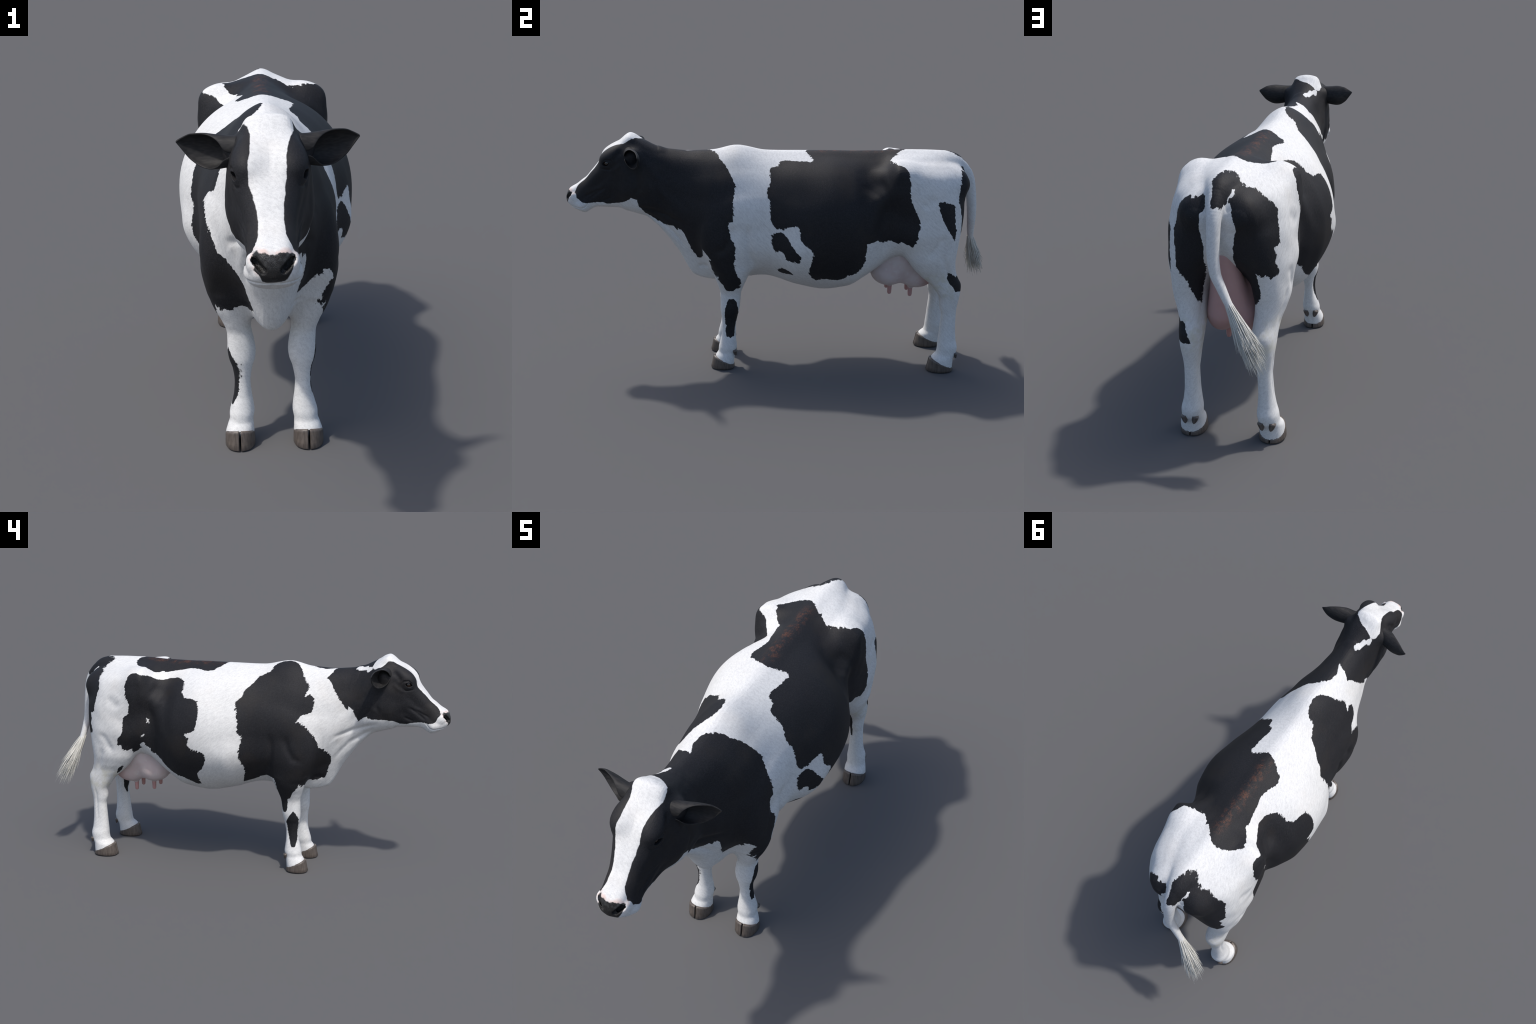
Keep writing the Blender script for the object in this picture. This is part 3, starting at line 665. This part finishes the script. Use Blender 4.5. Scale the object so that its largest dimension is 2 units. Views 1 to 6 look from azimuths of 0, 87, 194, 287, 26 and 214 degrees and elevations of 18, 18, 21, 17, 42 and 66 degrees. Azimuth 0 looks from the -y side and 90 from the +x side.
def split_hide(p, nrm, faces):
    c = p[faces].mean(1); x, y, z = c.T
    a, n = head_frame(y, z)
    lab = np.full(len(c), 'torso', dtype=object)
    lab[(y < -.40)] = 'neck'
    lab[(a > -.012 + .02*(n < -.12)) & (y < -.60)] = 'head'
    fore = (y < -.05) & (y > -.42) & (z < .47) & (np.abs(x) > .05 + .25*np.maximum(z - .40, 0))
    hind = (y > .5) & (z < .53) & (np.abs(x) > .04)
    lab[fore & (x > 0)] = 'foreleg'; lab[fore & (x < 0)] = 'foreleg.001'
    lab[hind & (x > 0)] = 'hindleg'; lab[hind & (x < 0)] = 'hindleg.001'
    tl = (y > .832) & (np.abs(x) < .035 + .1*(z < .75)) & (z > .53)
    tl |= (y > .775) & (np.abs(x) < .03) & (z > .93)
    lab[tl] = 'tail'
    out = {}
    for name in ('torso', 'neck', 'head', 'foreleg', 'foreleg.001', 'hindleg', 'hindleg.001', 'tail'):
        fs = faces[lab == name]
        u, inv = np.unique(fs, return_inverse=True)
        me = mesh_from(p[u], inv.reshape(-1, 4), name)
        vn = nrm[u]
        if name == 'head': vn = refine(me)
        me.normals_split_custom_set_from_vertices(vn.tolist())
        out[name] = me
    return out

# ------------------------------------------------------------------ hooves
def claw_mesh(side, rx, ry):
    """One claw of a cloven hoof; origin under the middle of the foot, toe towards -y.
    Outer wall follows the leg's section at the hair line and flares to the sole; inner wall is flat."""
    no, ni = 26, 8
    def ring(fx, fy_toe, fy_heel, z_of):
        r = []
        for k in range(no + 1):
            ph = math.pi*k/no
            c, s = math.cos(ph), math.sin(ph)
            x = rx*fx*abs(s)**(2/2.2)
            y = -ry*math.copysign(abs(c)**(2/2.3), c) * (fy_toe if c > 0 else fy_heel)
            r.append((max(x, .003), y))
        y0, y1 = r[0][1], r[-1][1]
        for k in range(1, ni):
            t = k/ni
            r.append((.003 + .003*math.sin(math.pi*t), y1 + (y0 - y1)*t))
        return [(side*x, y, z_of(y)) for x, y in r]
    hair = lambda y: .036 - .42*max(-ry, min(ry, y))
    rings = [ring(.97, 1.20, 1.00, lambda y: 0.0), ring(1.035, 1.24, 1.04, lambda y: .003)]
    for t in (.3, .6, .9, 1.0):
        e = t**.9
        rings.append(ring(1.045 - .030*e, 1.23 - .21*e, 1.045 - .030*e, lambda y, t=t: .003 + (hair(y) - .003)*t))
    rings.append(ring(.93, .93, .93, lambda y: hair(y) + .006))
    n = no + ni
    faces = grid_faces(len(rings), n, close_v=True)
    faces += [tuple(range(n)), tuple(range((len(rings)-1)*n, len(rings)*n))]
    return mesh_py('claw', [v for r in rings for v in r], faces)

def dewclaw_mesh():
    verts, faces = [], []
    n, m = 14, 8
    for i in range(m):
        t = i/(m-1)
        r = .0125*(1 - t**2.2)**.6 + .0006
        for k in range(n):
            th = 2*math.pi*k/n
            verts.append((r*math.cos(th), .8*r*math.sin(th) + .012*t*t, -.030*t))
    faces = grid_faces(m, n, close_v=True); faces.append(tuple(range(n))); faces.append(tuple(range((m-1)*n, m*n)))
    return mesh_py('dewclaw', verts, faces)

# ------------------------------------------------------------------ ears
def ear_mesh(side):
    """Leaf shaped cup.  s runs base to tip, t across the leaf; thick shell with a rolled rim."""
    ns, nt = 34, 28
    base, tip = np.array((.072, -.693, 1.004)), np.array((.223, -.664, 1.021))
    ax = (tip - base); L = np.linalg.norm(ax); ax /= L
    fwd = np.array((.12, -1, -.15)); fwd -= ax*(fwd @ ax); fwd /= np.linalg.norm(fwd)
    up = np.cross(fwd, ax); up = up if up[2] > 0 else -up
    S = np.linspace(0, 1, ns)
    half = pchip([0, .12, .25, .5, .75, .9, 1], [.036,.037,.0395,.0425,.0325,.0155,.001], S)
    wrap = pchip([0, .15, .28, .45, .7, 1], [3.1, 2.9, 2.25, 1.7, 1.3, .8], S)       # how far the cup closes
    def surf(off):
        out = []
        for i, s in enumerate(S):
            c = base + ax*(L*s) - up*(.010*math.sin(math.pi*s)) * (1 if s < .6 else 1)
            w = wrap[i]; r = half[i] / max(math.sin(min(w, math.pi/2)), .2) if w < math.pi/2 else half[i]
            for t in np.linspace(-1, 1, nt):
                th = t*w
                rr = r + off*(.35 + .65*min(1, (1-abs(t))*6 + .3))
                out.append(c + up*(rr*math.sin(th)) - fwd*(.75*rr*math.cos(th) - r*.35))
        return np.array(out)
    outer, inner = surf(.0028), surf(-.0028)
    n = ns*nt
    verts = np.concatenate([outer, inner])
    f0 = grid_faces(ns, nt)
    faces = [tuple(f) for f in f0] + [tuple(n + k for k in f[::-1]) for f in f0]
    for i in range(ns-1):
        for j in (0, nt-1):
            faces.append((i*nt+j, (i+1)*nt+j, n+(i+1)*nt+j, n+i*nt+j))
    for i in (0, ns-1):
        for j in range(nt-1):
            faces.append((i*nt+j, i*nt+j+1, n+i*nt+j+1, n+i*nt+j))
    verts[:, 0] *= side
    return subdivide(mesh_py('ear', verts, faces), 1)

# ------------------------------------------------------------------ udder
def udder_field(X, Y, Z):
    P = [np.abs(X), Y, Z]
    d = ellipsoid(P, (0, .545, .530), (.132, .165, .122), 8)
    d = smin(d, ellipsoid(P, (.054, .482, .460), (.068, .086, .070)), .03)
    d = smin(d, ellipsoid(P, (.052, .615, .455), (.060, .090, .078)), .03)
    d = smin(d, capsule(P, (.030, .680, .48), (.010, .745, .72), .055, .034), .03)
    for y, z in ((.492, .385), (.590, .372)):
        d = smin(d, capsule(P, (.043, y, z + .03), (.043, y, z), .016, .010), .018)
    return d

def udder_mesh():
    v, q = polygonise(udder_field, (-.14,.34,.33), (.14,.78,.78), .007)
    me = subdivide(mesh_from(v, q, 'udder'), 1)
    p = settle(udder_field, coords(me), 1)
    me.vertices.foreach_set('co', p.astype(np.float32).ravel()); me.update()
    return me

def teat_mesh():
    n, m = 20, 14
    prof = [(0,.0135),(.1,.0118),(.3,.0105),(.6,.0100),(.8,.0095),(.92,.0078),(.98,.0045),(1,.0012)]
    T = np.linspace(0, 1, m)**.8
    R = pchip([a for a, _ in prof], [b for _, b in prof], T)
    verts = [(R[i]*math.cos(2*math.pi*k/n), R[i]*math.sin(2*math.pi*k/n), -.052*T[i]) for i in range(m) for k in range(n)]
    faces = grid_faces(m, n, close_v=True); faces += [tuple(range(n)), tuple(range((m-1)*n, m*n))]
    return mesh_py('teat', verts, faces)

# ------------------------------------------------------------------ tail switch
def switch_mesh():
    """Bundle of tapered hair strands fanning from the tail tip."""
    verts, faces = [], []
    a0 = np.array((-.065, .889, .570)); end = np.array((-.178, .956, .386))
    ax = end - a0; L = np.linalg.norm(ax); ax /= L
    e1 = np.cross(ax, (0, 1, 0)); e1 /= np.linalg.norm(e1); e2 = np.cross(ax, e1)
    for k in range(420):
        th = rng.uniform(0, 2*math.pi); rr = math.sqrt(rng.uniform(0, 1))
        start = a0 - ax*rng.uniform(.0, .05) + (e1*math.cos(th) + e2*math.sin(th))*(.012*rr)
        ln = L * rng.uniform(.68, 1.16)*(1 - .12*rr)
        fan = .032*rr*rng.uniform(.75, 1.15)
        sag = rng.uniform(-.006, .012); wob = rng.uniform(-.004, .004, 2)
        m = 9
        w0 = rng.uniform(.0012, .0023)
        base = len(verts)
        for i in range(m):
            t = i/(m-1)
            c = start + ax*(ln*t) + (e1*math.cos(th) + e2*math.sin(th))*(fan*t**1.15)
            c = c + np.array((0, 0, -sag*t*t)) + e1*(wob[0]*math.sin(3*t)) + e2*(wob[1]*math.sin(4*t))
            w = w0*(1 - .8*t**2)
            for j in range(4):
                ph = math.pi/2*j
                verts.append(c + e1*(w*math.cos(ph)) + e2*(w*math.sin(ph)))
        for i in range(m-1):
            for j in range(4):
                faces.append((base+i*4+j, base+i*4+(j+1) % 4, base+(i+1)*4+(j+1) % 4, base+(i+1)*4+j))
        faces.append(tuple(base+j for j in range(4))); faces.append(tuple(base+(m-1)*4+j for j in range(4)))
    return mesh_py('tail_switch', verts, faces)

# ------------------------------------------------------------------ eyes
EYE = (.0595, -.805, .966); EYE_R = .0195
def sphere_mesh(r, name):
    me = bpy.data.meshes.new(name); bm = bmesh.new()
    bmesh.ops.create_uvsphere(bm, u_segments=32, v_segments=20, radius=r); bm.to_mesh(me); bm.free()
    return me

# ------------------------------------------------------------------ assembly
def build():
    M = materials()
    cow = bpy.data.objects.new('dairy_cow', None); link(cow)
    cow['label'] = 'black and white spotted dairy cow standing with pink udder'
    cow['category'] = 'cow'
    p, nrm, faces = build_hide()
    obs = {}
    for name, me in split_hide(p, nrm, faces).items():
        obs[name] = part(name, me, M['coat'], cow, smooth=False)
    for side, nm in ((1, 'ear'), (-1, 'ear.001')):
        part(nm, ear_mesh(side), M['ear'], cow)
    eye = sphere_mesh(EYE_R, 'eye')
    for side in (1, -1):
        o = part('eye', eye, M['eye'], obs['head']); o.location = (side*EYE[0], EYE[1], EYE[2])
        o.rotation_euler = (0, math.radians(90)*side, 0)
    u = part('udder', udder_mesh(), M['udder'], cow)
    teat = teat_mesh()
    for sx in (1, -1):
        for y, z in ((.492, .390), (.590, .379)):
            o = part('teat', teat, M['teat'], u); o.location = (sx*.043, y, z)
    fore = {s: claw_mesh(s, .0447, .0485) for s in (1, -1)}; hind = {s: claw_mesh(s, .0483, .0555) for s in (1, -1)}
    dew = dewclaw_mesh()
    for name, claws, cx, cy, dy in (('foreleg', fore, .105, -.286, -.235), ('foreleg.001', fore, -.105, -.286, -.235),
                                    ('hindleg', hind, .154, .734, .797), ('hindleg.001', hind, -.154, .734, .797)):
        for s in (1, -1):
            o = part('claw', claws[s], M['horn'], obs[name]); o.location = (cx, cy, 0)
            o = part('dewclaw', dew, M['horn'], obs[name]); o.location = (cx*.96 + s*.023, dy, .090)
            o.rotation_euler = (math.radians(-12), math.radians(14*s), 0)
    sw = part('tail_switch', switch_mesh(), M['switch'], obs['tail']); sw['kind'] = 'stuff'
    return cow

build()
